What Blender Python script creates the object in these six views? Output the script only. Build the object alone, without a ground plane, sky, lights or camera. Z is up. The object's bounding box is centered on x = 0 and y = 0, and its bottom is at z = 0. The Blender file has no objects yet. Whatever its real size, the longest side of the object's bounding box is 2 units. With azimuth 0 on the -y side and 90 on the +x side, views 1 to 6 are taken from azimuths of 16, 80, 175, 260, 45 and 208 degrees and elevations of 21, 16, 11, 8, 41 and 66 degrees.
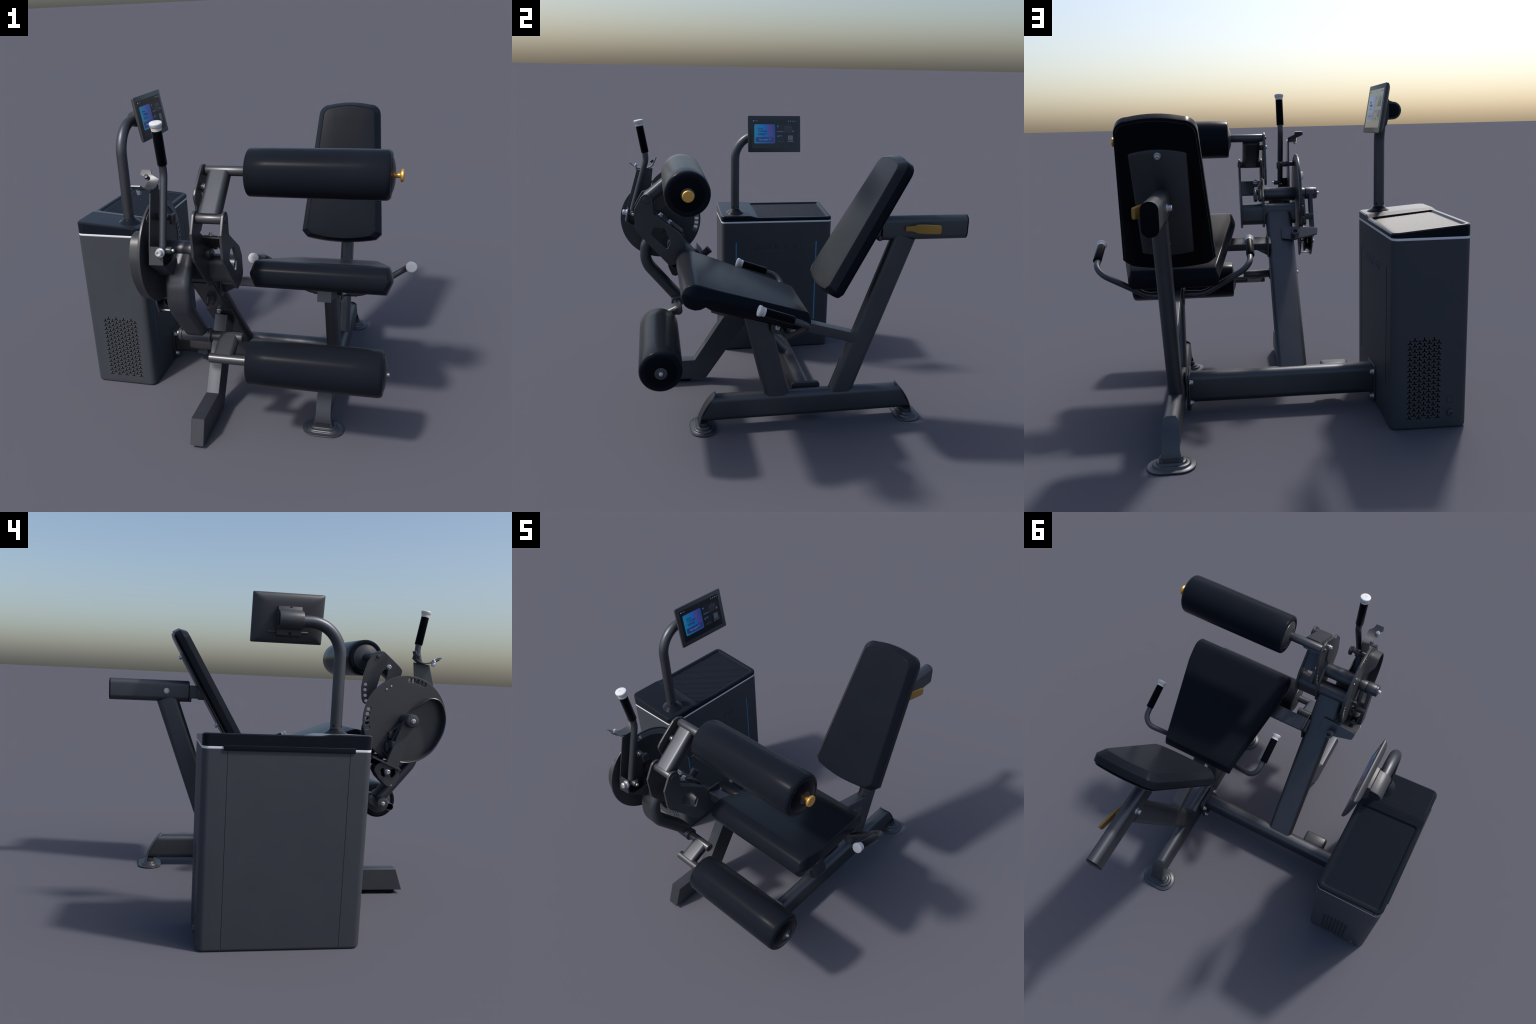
# Seated leg-curl machine: padded seat and rollers on a tubular frame, a pivoting cam
# mechanism, and a free-standing resistance cabinet that carries a tilted display.
import bpy, bmesh, math
from mathutils import Vector, Matrix

X, Y, Z = Vector((1, 0, 0)), Vector((0, 1, 0)), Vector((0, 0, 1))

# ------------------------------------------------------------------ materials
def material(name, color, rough=0.5, metal=0.0, grain=0.0, grain_scale=300.0, tone=0.0,
             tone_scale=6.0, coat=0.0, spec=0.5, sheen=0.0):
    m = bpy.data.materials.new(name)
    m.use_nodes = True
    nt = m.node_tree
    bs = nt.nodes["Principled BSDF"]
    bs.inputs["Base Color"].default_value = (*color, 1)
    bs.inputs["Roughness"].default_value = rough
    bs.inputs["Metallic"].default_value = metal
    bs.inputs["Coat Weight"].default_value = coat
    bs.inputs["Specular IOR Level"].default_value = spec
    if sheen:
        bs.inputs["Sheen Weight"].default_value = sheen
        bs.inputs["Sheen Roughness"].default_value = 0.4
    tc = nt.nodes.new("ShaderNodeTexCoord")
    if tone:
        nz = nt.nodes.new("ShaderNodeTexNoise")
        nz.inputs["Scale"].default_value = tone_scale
        nz.inputs["Detail"].default_value = 4
        nt.links.new(tc.outputs["Object"], nz.inputs["Vector"])
        rp = nt.nodes.new("ShaderNodeValToRGB")
        a, b = rp.color_ramp.elements
        a.position, b.position = 0.3, 0.7
        a.color = (*[c * (1 - tone) for c in color], 1)
        b.color = (*[c * (1 + tone) for c in color], 1)
        nt.links.new(nz.outputs["Fac"], rp.inputs["Fac"])
        nt.links.new(rp.outputs["Color"], bs.inputs["Base Color"])
    if grain:
        nz = nt.nodes.new("ShaderNodeTexNoise")
        nz.inputs["Scale"].default_value = grain_scale
        nz.inputs["Detail"].default_value = 2
        nt.links.new(tc.outputs["Object"], nz.inputs["Vector"])
        bp = nt.nodes.new("ShaderNodeBump")
        bp.inputs["Strength"].default_value = grain
        bp.inputs["Distance"].default_value = 0.001
        nt.links.new(nz.outputs["Fac"], bp.inputs["Height"])
        nt.links.new(bp.outputs["Normal"], bs.inputs["Normal"])
    return m


def grazing_gloss(m, rough, strength, floor=0.0015):
    """Very dark surface: almost no mirror image face on, a clear one at grazing angles."""
    nt = m.node_tree
    bs = nt.nodes["Principled BSDF"]
    bs.inputs["Specular IOR Level"].default_value = 0.0
    out = nt.nodes["Material Output"]
    lw = nt.nodes.new("ShaderNodeLayerWeight")
    lw.inputs["Blend"].default_value = 0.5
    pw = nt.nodes.new("ShaderNodeMath"); pw.operation = "POWER"; pw.inputs[1].default_value = 4.0
    ml = nt.nodes.new("ShaderNodeMath"); ml.operation = "MULTIPLY_ADD"
    ml.inputs[1].default_value, ml.inputs[2].default_value = strength, floor
    gl = nt.nodes.new("ShaderNodeBsdfGlossy")
    gl.inputs["Color"].default_value = (1, 1, 1, 1)
    gl.inputs["Roughness"].default_value = rough
    mx = nt.nodes.new("ShaderNodeMixShader")
    nt.links.new(lw.outputs["Facing"], pw.inputs[0])
    nt.links.new(pw.outputs[0], ml.inputs[0])
    nt.links.new(ml.outputs[0], mx.inputs["Fac"])
    nt.links.new(bs.outputs[0], mx.inputs[1])
    nt.links.new(gl.outputs[0], mx.inputs[2])
    nt.links.new(mx.outputs[0], out.inputs["Surface"])
    return m


FRAME = material("graphite_powder_coat", (0.078, 0.083, 0.095), 0.43, 0.75, 0.0, 900, 0.05)
ROD = material("polished_graphite_steel", (0.080, 0.082, 0.090), 0.36, 0.60)
PLATE = material("satin_dark_plate", (0.050, 0.052, 0.058), 0.36, 0.30, 0.08, 700, 0.05)
STRIP = material("bare_blue_steel_strip", (0.20, 0.215, 0.235), 0.42, 0.45)
HIDE = grazing_gloss(material("black_upholstery", (0.0085, 0.0105, 0.0155), 0.5, tone=0.05), 0.26, 0.44)
RUBBER = grazing_gloss(material("black_rubber_grip", (0.0028, 0.0034, 0.0055), 0.6), 0.40, 0.5)
BLACK = grazing_gloss(material("matt_black_plastic", (0.0045, 0.0052, 0.0075), 0.5), 0.38, 0.5)
LID = grazing_gloss(material("black_lid_plastic", (0.0085, 0.0110, 0.0165), 0.5), 0.32, 0.62, 0.0025)
BODY = material("cabinet_grey_paint", (0.046, 0.051, 0.061), 0.52, 0.0, 0.0, 800, 0.03, spec=0.25)
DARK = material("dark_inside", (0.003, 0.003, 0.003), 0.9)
WHITE = material("white_plastic", (0.58, 0.59, 0.61), 0.42, spec=0.3)
TRIM = material("white_light_guide", (0.72, 0.74, 0.78), 0.32)
GOLD = material("amber_plastic", (0.80, 0.44, 0.11), 0.42, 0.75, 0.0, 500, 0.04)
LEVER = material("darker_amber", (0.36, 0.20, 0.045), 0.45, 0.0, 0.0, 500, 0.06, spec=0.25)  # darker amber than the pull knob and grip rings
ZINC = material("zinc_bolt", (0.62, 0.63, 0.65), 0.32, 0.75)
BLUE = material("blue_light_strip", (0.06, 0.31, 0.58), 0.45)
GLASS = material("display_glass", (0.012, 0.014, 0.018), 0.16, 0.0, spec=0.5)
BEZEL = material("display_housing", (0.042, 0.045, 0.052), 0.42, 0.1, 0.06, 700)
TILE = material("display_tile", (0.018, 0.021, 0.029), 0.22)
PALE = material("display_white_print", (0.62, 0.65, 0.70), 0.3)
GREY = material("display_grey_print", (0.26, 0.28, 0.32), 0.3)
NAVY = material("display_navy_print", (0.008, 0.03, 0.10), 0.3)
BUTTON = material("display_button", (0.03, 0.12, 0.36), 0.25)
FIGURE = material("display_grey_figure", (0.055, 0.062, 0.078), 0.3)
CYAN = material("display_cyan_dot", (0.04, 0.33, 0.55), 0.3)


def card_material():
    """Teal to deep blue across the card, with a soft magenta ribbon at its right."""
    m = bpy.data.materials.new("display_gradient_card")
    m.use_nodes = True
    nt = m.node_tree
    bs = nt.nodes["Principled BSDF"]
    bs.inputs["Roughness"].default_value = 0.25
    tc = nt.nodes.new("ShaderNodeTexCoord")
    mp_ = nt.nodes.new("ShaderNodeMapping")          # card corner to corner becomes 0..1
    mp_.inputs["Location"].default_value = (0.0, 0.084 / 0.147, -1.542 / 0.131)
    mp_.inputs["Scale"].default_value = (0.0, 1 / 0.147, 1 / 0.131)
    nt.links.new(tc.outputs["Object"], mp_.inputs["Vector"])
    sp = nt.nodes.new("ShaderNodeSeparateXYZ")
    nt.links.new(mp_.outputs["Vector"], sp.inputs["Vector"])
    ramp = nt.nodes.new("ShaderNodeValToRGB")
    e = ramp.color_ramp.elements
    e[0].color, e[1].color = (0.035, 0.50, 0.72, 1), (0.06, 0.12, 0.44, 1)
    mid = e.new(0.5)
    mid.color = (0.03, 0.29, 0.78, 1)
    nt.links.new(sp.outputs["Y"], ramp.inputs["Fac"])
    def math_node(op, a, b=None, c=None):
        nd = nt.nodes.new("ShaderNodeMath"); nd.operation = op
        for k, v in enumerate((a, b, c)):
            if v is None: continue
            if isinstance(v, (int, float)): nd.inputs[k].default_value = v
            else: nt.links.new(v, nd.inputs[k])
        return nd.outputs[0]
    bend = math_node("SINE", math_node("MULTIPLY_ADD", sp.outputs["Z"], 5.2, 0.4))
    centre = math_node("MULTIPLY_ADD", bend, 0.10, 0.80)
    away = math_node("DIVIDE", math_node("SUBTRACT", sp.outputs["Y"], centre), 0.055)
    ribbon = math_node("EXPONENT", math_node("MULTIPLY", math_node("MULTIPLY", away, away), -1.0))
    mask = nt.nodes.new("ShaderNodeMath"); mask.operation = "MULTIPLY"
    nt.links.new(ribbon, mask.inputs[0]); mask.inputs[1].default_value = 0.75
    mix = nt.nodes.new("ShaderNodeMix")
    mix.data_type = "RGBA"
    mix.inputs["B"].default_value = (0.48, 0.04, 0.30, 1)
    nt.links.new(mask.outputs[0], mix.inputs["Factor"])
    nt.links.new(ramp.outputs["Color"], mix.inputs["A"])
    nt.links.new(mix.outputs["Result"], bs.inputs["Base Color"])
    return m


CARD = card_material()

def sstep(a, b, x):
    t = min(max((x - a) / (b - a), 0), 1)
    return t * t * (3 - 2 * t)

# ------------------------------------------------------------------ object helpers
def finish(me, name, mat, parent, angle=35.0):
    for p in me.polygons:
        p.use_smooth = True
    me.set_sharp_from_angle(angle=math.radians(angle))
    if mat is not None and not me.materials:
        me.materials.append(mat)
    ob = bpy.data.objects.new(name, me)
    bpy.context.scene.collection.objects.link(ob)
    if parent is not None:
        ob.parent = parent
    return ob


def build(name, verts, faces, mat, parent, angle=35.0):
    me = bpy.data.meshes.new(name)
    me.from_pydata([tuple(v) for v in verts], [], faces)
    bm = bmesh.new()
    bm.from_mesh(me)
    bmesh.ops.remove_doubles(bm, verts=bm.verts, dist=1e-6)
    bmesh.ops.recalc_face_normals(bm, faces=bm.faces)
    bm.to_mesh(me)
    bm.free()
    return finish(me, name, mat, parent, angle)


def loft(name, rings, mat, parent, cap=True, closed=False, angle=35.0):
    """Skin a list of equally long closed rings."""
    n = len(rings[0])
    verts = [v for r in rings for v in r]
    faces = []
    m = len(rings)
    for i in range(m if closed else m - 1):
        a, b = i * n, ((i + 1) % m) * n
        for j in range(n):
            k = (j + 1) % n
            faces.append((a + j, a + k, b + k, b + j))
    if cap and not closed:
        faces.append(tuple(range(n - 1, -1, -1)))
        faces.append(tuple((m - 1) * n + j for j in range(n)))
    return build(name, verts, faces, mat, parent, angle)


def round_poly(pts, r, n=5):
    """Fillet every corner of a closed 2D polygon; r is one radius or one per corner."""
    out = []
    L = len(pts)
    for i in range(L):
        p0, p, p1 = Vector(pts[i - 1]), Vector(pts[i]), Vector(pts[(i + 1) % L])
        rad = r[i] if isinstance(r, (list, tuple)) else r
        a, b = (p0 - p), (p1 - p)
        la, lb = a.length, b.length
        a.normalize(); b.normalize()
        cosang = max(-0.9999, min(0.9999, a.dot(b)))
        half = math.acos(cosang) / 2
        t = min(rad / math.tan(half), 0.48 * la, 0.48 * lb)
        rr_ = t * math.tan(half)
        c = p + (a + b).normalized() * (rr_ / math.sin(half))
        s, e = p + a * t, p + b * t
        a0 = math.atan2(s.y - c.y, s.x - c.x)
        a1 = math.atan2(e.y - c.y, e.x - c.x)
        d = (a1 - a0 + math.pi) % (2 * math.pi) - math.pi
        for k in range(n + 1):
            ang = a0 + d * k / n
            out.append((c.x + rr_ * math.cos(ang), c.y + rr_ * math.sin(ang)))
    return out


def rect(w, h, r, n=6):
    return round_poly([(-w / 2, -h / 2), (w / 2, -h / 2), (w / 2, h / 2), (-w / 2, h / 2)], r, n)


def circle(r, n=32, c=(0, 0), a0=0.0):
    return [(c[0] + r * math.cos(a0 + 2 * math.pi * i / n), c[1] + r * math.sin(a0 + 2 * math.pi * i / n)) for i in range(n)]


def fillet_path(pts, r, n=8, lim=0.49):
    """Round the inner corners of an open 3D polyline."""
    pts = [Vector(p) for p in pts]
    out = [pts[0]]
    for i in range(1, len(pts) - 1):
        p = pts[i]
        a, b = pts[i - 1] - p, pts[i + 1] - p
        la, lb = a.length, b.length
        a.normalize(); b.normalize()
        half = a.angle(b) / 2
        if half > math.pi / 2 - 1e-3:
            out.append(p); continue
        rad = r[i - 1] if isinstance(r, (list, tuple)) else r
        t = min(rad / math.tan(half), lim * la, lim * lb)
        rr_ = t * math.tan(half)
        c = p + (a + b).normalized() * (rr_ / math.sin(half))
        s, e = p + a * t - c, p + b * t - c
        tot = s.angle(e)
        ax = s.cross(e).normalized()
        for k in range(n + 1):
            out.append(c + Matrix.Rotation(tot * k / n, 3, ax) @ s)
    out.append(pts[-1])
    return out


def sweep(name, path, section, mat, parent, side=None, cap=True, scale=None, angle=35.0):
    """Carry a 2D section along a path. side: fixed lateral direction, else parallel transport."""
    path = [Vector(p) for p in path]
    rings = []
    prev = None
    for i, p in enumerate(path):
        t = (path[min(i + 1, len(path) - 1)] - path[max(i - 1, 0)]).normalized()
        if side is not None:
            s = Vector(side)
            s = (s - t * s.dot(t)).normalized()
        elif prev is None:
            s = t.orthogonal().normalized()
        else:
            s = (prev - t * prev.dot(t)).normalized()
        prev = s
        b = t.cross(s)
        k = scale[i] if scale else 1.0
        rings.append([p + s * (u * k) + b * (v * k) for u, v in section])
    return loft(name, rings, mat, parent, cap, angle=angle)


def tube(name, path, r, mat, parent, n=28, **kw):
    return sweep(name, path, circle(r, n), mat, parent, **kw)


def bar(name, p0, p1, w, d, r, mat, parent, side=X, n=6):
    """Straight rounded box tube; w runs along side, d across it."""
    return sweep(name, [p0, p1], rect(w, d, r, n), mat, parent, side=side)


def lathe(name, profile, origin, axis, mat, parent, seg=40, angle=35.0):
    """Turn (axial, radius) pairs about an axis through origin."""
    ax = Vector(axis).normalized()
    s = ax.orthogonal().normalized()
    b = ax.cross(s)
    o = Vector(origin)
    rings = [[o + ax * a + (s * math.cos(2 * math.pi * i / seg) + b * math.sin(2 * math.pi * i / seg)) * max(r, 1e-4)
              for i in range(seg)] for a, r in profile]
    return loft(name, rings, mat, parent, True, angle=angle)


def cyl(name, p0, p1, r, mat, parent, edge=0.003, seg=36):
    p0, p1 = Vector(p0), Vector(p1)
    L = (p1 - p0).length
    e = min(edge, L * 0.4, r * 0.5)
    prof = [(0, r - e), (e * 0.3, r - e * 0.3), (e, r), (L - e, r), (L - e * 0.3, r - e * 0.3), (L, r - e)]
    return lathe(name, prof, p0, p1 - p0, mat, parent, seg)


def frame_matrix(origin, ex, ey):
    ex, ey = Vector(ex).normalized(), Vector(ey).normalized()
    ez = ex.cross(ey)
    m = Matrix((ex, ey, ez)).transposed().to_4x4()
    m.translation = Vector(origin)
    return m


def flat_mesh(name, loops, thick, bevel=0.0):
    """Mesh of a flat plate from 2D loops (outline first, then holes), centred on its plane."""
    cu = bpy.data.curves.new(name, "CURVE")
    cu.dimensions = "2D"
    cu.fill_mode = "BOTH"
    cu.extrude = max(thick / 2 - bevel, 0)
    cu.bevel_depth = bevel
    cu.bevel_resolution = 2 if bevel else 0
    cu.offset = -bevel
    for lp in loops:
        sp = cu.splines.new("POLY")
        sp.points.add(len(lp) - 1)
        for pt, (a, b) in zip(sp.points, lp):
            pt.co = (a, b, 0, 1)
        sp.use_cyclic_u = True
    tmp = bpy.data.objects.new("tmp", cu)
    bpy.context.scene.collection.objects.link(tmp)
    bpy.context.view_layer.update()
    dg = bpy.context.evaluated_depsgraph_get()
    me = bpy.data.meshes.new_from_object(tmp.evaluated_get(dg))
    bpy.data.objects.remove(tmp)
    bpy.data.curves.remove(cu)
    me.name = name
    bm = bmesh.new()
    bm.from_mesh(me)
    bmesh.ops.remove_doubles(bm, verts=bm.verts, dist=1e-6)
    bm.to_mesh(me)
    bm.free()
    return me


def plate(name, loops, thick, matrix, mat, parent, bevel=0.002, angle=18.0):
    me = flat_mesh(name, loops, thick, bevel)
    flat = [abs(p.normal.z) > 0.999 for p in me.polygons]
    me.transform(matrix)
    me.materials.clear()
    ob = finish(me, name, mat, parent, angle)
    for p, f in zip(me.polygons, flat):
        if f: p.use_smooth = False
    return ob


def side_plate(name, loops_yz, x, thick, mat, parent, bevel=0.002):
    """Plate in a plane of constant x; loops are (y, z)."""
    return plate(name, loops_yz, thick, frame_matrix((x, 0, 0), Y, Z), mat, parent, bevel)


def box(name, lo, hi, mat, parent, edge=0.004, matrix=None):
    lo, hi = Vector(lo), Vector(hi)
    bm = bmesh.new()
    bmesh.ops.create_cube(bm, size=1.0)
    c, s = (lo + hi) / 2, hi - lo
    for v in bm.verts:
        v.co = Vector((v.co.x * s.x, v.co.y * s.y, v.co.z * s.z)) + c
    if edge:
        bmesh.ops.bevel(bm, geom=list(bm.edges), offset=edge, segments=3, affect="EDGES", profile=0.5)
    me = bpy.data.meshes.new(name)
    bm.to_mesh(me)
    bm.free()
    if matrix is not None:
        me.transform(matrix)
    return finish(me, name, mat, parent)


def place(src, name, loc, axis=Z, parent=None, k=1.0):
    """Linked copy of a part modelled along +z, turned to the given axis."""
    ob = src.copy()
    ob.name = name
    q = Vector(axis).normalized().to_track_quat("Z", "Y")
    ob.matrix_local = Matrix.Translation(Vector(loc)) @ q.to_matrix().to_4x4() @ Matrix.Scale(k, 4)
    ob.parent = parent
    ob.hide_render = False
    bpy.context.scene.collection.objects.link(ob)
    return ob


# ------------------------------------------------------------------ the thing
root = bpy.data.objects.new("leg_curl_machine", None)
bpy.context.scene.collection.objects.link(root)
root["label"] = "dark grey seated leg curl gym machine with cabinet and display"
root["category"] = "exercise machine"

# prototype bolt (socket head with washer), modelled along +z, removed at the end
bolt_proto = lathe("bolt_proto", [(-0.004, 0.015), (0.0, 0.0155), (0.002, 0.0145), (0.002, 0.0115), (0.015, 0.0115),
                                  (0.0175, 0.009), (0.0175, 0.0055), (0.012, 0.005), (0.012, 0.0)], (0, 0, 0), Z, ZINC, None, 20)


def bolt(loc, axis, parent=root, k=1.0):
    ob = place(bolt_proto, "bolt", loc, axis, parent, k)
    return ob


# ================================================================== 1. seat-side base
XC = 0.515                                   # plane of symmetry of seat, posts and rail
RZ0, RZ1 = 0.046, 0.212


def cap_reach(z):
    """How far the curved end cap of the rail stands out at height z."""
    t = (RZ1 - z) / (RZ1 - 0.03)
    return 0.098 * math.sin(min(max(t, 0), 1) * 1.35) ** 0.85 / math.sin(1.35) ** 0.85 if t > 0 else 0.0


sec = [(a, b + (RZ0 + RZ1) / 2 - 0.002) for a, b in rect(0.080, RZ1 - RZ0 - 0.004, 0.037, 8)]
rings = []
for f in (0, 0.02, 0.5, 0.98, 1):
    rings.append([(XC + a, (-0.462 - cap_reach(b)) * (1 - f) + (0.634 + cap_reach(b)) * f, b) for a, b in sec])
rail = loft("base_rail", rings, FRAME, root)
for sgn, tip in ((-1, -0.464), (1, 0.636)):
    ring_out = []
    N = 14
    for i in range(N + 1):
        z = 0.214 - (0.214 - 0.026) * i / N
        half = 0.040 + 0.0175 * max(0, (i / N - 0.55) / 0.45) ** 2.0
        if i == 0: half = 0.022
        if i == 1: half = 0.035
        y = tip + sgn * cap_reach(z)
        ring_out.append([(XC - half, y, z), (XC + half, y, z), (XC + half, y + sgn * 0.006, z + 0.001), (XC - half, y + sgn * 0.006, z + 0.001)])
    loft("rail_end_cap", ring_out, FRAME, rail)

def foot_rings():
    prof = [(0.108, 0.072, 0.0), (0.1125, 0.076, 0.001), (0.1135, 0.077, 0.0035), (0.1120, 0.0755, 0.0065), (0.0910, 0.055, 0.0085), (0.0890, 0.053, 0.0105), (0.0885, 0.0525, 0.0150),
            (0.0865, 0.0505, 0.0185), (0.0820, 0.0460, 0.0205), (0.0725, 0.0390, 0.0212), (0.0705, 0.0375, 0.0235), (0.0700, 0.0370, 0.0270), (0.0675, 0.0350, 0.0300), (0.0620, 0.0310, 0.0312), (0.0560, 0.0270, 0.0314), (0.0550, 0.0265, 0.050)]
    return [[(a, b, z) for a, b in rect(2 * w, 2 * d, d * 0.98, 10)] for w, d, z in prof]
foot0 = loft("foot_pad", foot_rings(), FRAME, rail, angle=40)
foot0.location = (XC, -0.541, 0)
foot1 = foot0.copy(); foot1.location = (XC, 0.713, 0); bpy.context.scene.collection.objects.link(foot1)

# cross beam to the cabinet
BY = 0.081
beam = sweep("cross_beam", [(0.452, BY, 0.130), (-0.562, BY, 0.130)], rect(0.088, 0.172, 0.038, 8), FRAME, root, side=Y)
for x, t in ((0.4655, 0.010), (0.4535, 0.010)):
    side_plate("beam_flange", [round_poly([(0.0, 0.022), (0.174, 0.022), (0.174, 0.225), (0.0, 0.225)], 0.02)], x, t, FRAME, beam)
side_plate("beam_flange", [round_poly([(0.008, 0.018), (0.172, 0.018), (0.172, 0.222), (0.008, 0.222)], 0.02)], -0.5645, 0.011, FRAME, beam)
for y in (0.020, 0.160):
    for z in (0.068, 0.183):
        bolt((0.4485, y, z), -X, beam)
for y in (0.034, 0.146):
    for z in (0.042, 0.182):
        bolt((-0.559, y, z), X, beam)
# levelling pedal in front of the beam
box("foot_pedal", (-0.440, -0.034, 0.120), (-0.286, 0.055, 0.206), PLATE, beam, 0.016)
box("pedal_bracket", (-0.395, -0.012, 0.080), (-0.325, 0.050, 0.122), FRAME, beam, 0.004)
bolt((-0.36, 0.02, 0.082), -Z, beam)

# ------------------------------------------------------------------ posts on the rail
TUBE = rect(0.072, 0.142, 0.034, 8)
bar("rear_post", (XC, 0.2757, 0.165), (XC, 0.6224, 1.140), 0.072, 0.142, 0.034, FRAME, root)
bar("seat_post", (XC, -0.0965, 0.16), (XC, -0.2330, 0.710), 0.072, 0.145, 0.034, FRAME, root)
bar("seat_support_beam", (XC, -0.485, 0.772), (XC, 0.362, 0.530), 0.072, 0.058, 0.004, FRAME, root)
# carriage tube that carries the backrest
tail = sweep("backrest_carriage_tube", [(XC - 0.001, 0.483, 1.1875), (XC - 0.001, 0.992, 1.1875)], rect(0.072, 0.141, 0.035, 10), FRAME, root, side=X)
sweep("tube_end_cap", [(XC - 0.001, 0.9915, 1.1875), (XC - 0.001, 0.998, 1.1875), (XC - 0.001, 1.0, 1.1875)], rect(0.072, 0.141, 0.035, 10), BLACK, tail, side=X, scale=[1.0, 1.0, 0.94])
sweep("tube_sleeve", [(XC - 0.001, 0.477, 1.1875), (XC - 0.001, 0.484, 1.1875)], rect(0.064, 0.132, 0.031, 10), BLACK, tail, side=X)
bar("sliding_tube", (XC, 0.36, 1.185), (XC, 0.52, 1.185), 0.050, 0.086, 0.006, FRAME, tail)
bolt((XC - 0.038, 0.628, 1.187), -X, tail, 1.25)
box("latch_clip", (XC - 0.02, 0.462, 1.118), (XC + 0.030, 0.484, 1.150), PLATE, tail, 0.004)

# amber release lever on the +x side
gl = frame_matrix((0.560, 0.0, 1.189), Y, Z)     # local x=y, y=z, z=+x
lever_pts = [(0.614, 0.000), (0.617, 0.0005), (0.650, 0.004), (0.662, 0.007), (0.686, 0.013), (0.72, 0.022), (0.77, 0.034), (0.803, 0.0425), (0.808, 0.0435)]
halfs = [0.012, 0.0150, 0.0155, 0.018, 0.0265, 0.0275, 0.0265, 0.0255, 0.021]
rings = []
for (y, out), h in zip(lever_pts, halfs):
    th = 0.0075
    rings.append([(0.557 + out + a, y, 1.190 + b) for a, b in rect(th * 2, h * 2, 0.006, 4)])
rel = loft("release_lever", rings, LEVER, tail)
cyl("lever_boss", (0.548, 0.688, 1.190), (0.566, 0.688, 1.190), 0.022, LEVER, rel)

# ================================================================== 2. backrest
bs_, bc_ = math.sin(math.radians(29.7)), math.cos(math.radians(29.7))
def back_pt(x, u, n):
    """Backrest frame: u runs up the pad, n goes from the front of the pad to its back."""
    return (XC + x, u * bs_ + n * bc_, u * bc_ - n * bs_)

def back_outline(inset, grow_top=0.0):
    top, bot = 1.667 - inset, 0.806 + inset * 0.33
    wt, wb = 0.186 - inset, 0.236 - inset
    pts = []
    def width(u):
        return wb + (wt - wb) * (u - 0.86) / (1.60 - 0.86)
    # lower edge: shallow arc, chamfered corners; upper edge: shallow arc, round corners
    nb = 12
    for i in range(nb + 1):
        t = -1 + 2 * i / nb
        pts.append((t * (wb - 0.030), bot + 0.022 * t * t))
    pts.append((width(bot + 0.054), bot + 0.054))
    R = max(0.066 - inset * 0.5, 0.02)
    xt = width(top - R)
    nr = 8
    for i in range(nr + 1):
        a = math.pi / 2 * i / nr
        pts.append((xt - R + R * math.cos(a) , top - 0.014 - R + R * math.sin(a)))
    for i in range(1, 8):
        t = 1 - 2 * i / 8
        pts.append((t * (xt - R), top - 0.014 * t * t))
    for i in range(nr + 1):
        a = math.pi / 2 + math.pi / 2 * i / nr
        pts.append((-(xt - R) + R * math.cos(a), top - 0.014 - R + R * math.sin(a)))
    pts.append((-width(bot + 0.054), bot + 0.054))
    return pts

def back_ring(inset, n):
    return [back_pt(x, u, n) for x, u in back_outline(inset)]

rings = [back_ring(0.012, -0.260), back_ring(0.001, -0.262), back_ring(0.0, -0.268), back_ring(0.0, -0.3015), back_ring(0.0012, -0.3035), back_ring(0.0315, -0.3375), back_ring(0.0340, -0.3385),
         back_ring(0.0355, -0.3375), back_ring(0.0370, -0.3388), back_ring(0.060, -0.3398), back_ring(0.11, -0.3402)]
backrest = loft("backrest", rings, HIDE, root, angle=24)
loft("backrest_board", [back_ring(0.014, -0.262), back_ring(0.010, -0.259), back_ring(0.010, -0.250), back_ring(0.016, -0.246)], BLACK, backrest)
mp = []
for i in range(9):
    t = -1 + 2 * i / 8
    mp.append((t * 0.128, 0.905 + 0.018 * t * t))
for i in range(9):
    t = 1 - 2 * i / 8
    mp.append((t * 0.130, 1.520 - 0.020 * t * t))
mp = round_poly(mp, 0.010, 2)
loft("backrest_plate", [[back_pt(x * k, 1.21 + (u - 1.21) * k, n) for x, u in mp] for k, n in ((1.0, -0.248), (1.0, -0.239), (0.985, -0.2365))], FRAME, backrest)
bolt(back_pt(0, 1.492, -0.236), Vector((0, bc_, -bs_)), backrest, 1.1)
bolt(back_pt(0, 0.98, -0.236), Vector((0, bc_, -bs_)), backrest, 1.1)
box("backrest_mount", (XC - 0.034, 0.33, 1.135), (XC + 0.034, 0.42, 1.235), FRAME, backrest, 0.006)

# ================================================================== 3. seat
def seat_pt(x, s, n):
    """Seat frame: s runs from the knees to the back along the slope, n is up off the slope."""
    c_, k_ = 0.9422, 0.3350
    return (XC + x, s * c_ + n * k_, -s * k_ + n * c_)

def seat_ring(s, w, nt, nb, inset=0.022):
    h = nt - nb
    i_ = min(inset, h * 0.3)
    pts = [(-(w - i_ * 1.3), nb), (w - i_ * 1.3, nb), (w, nb + h * 0.50), (w - i_, nt), (-(w - i_), nt), (-w, nb + h * 0.50)]
    rad = [h * 0.08, h * 0.08, h * 0.22, h * 0.11, h * 0.11, h * 0.22]
    return [seat_pt(a, s, b) for a, b in round_poly(pts, rad, 5)]

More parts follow.
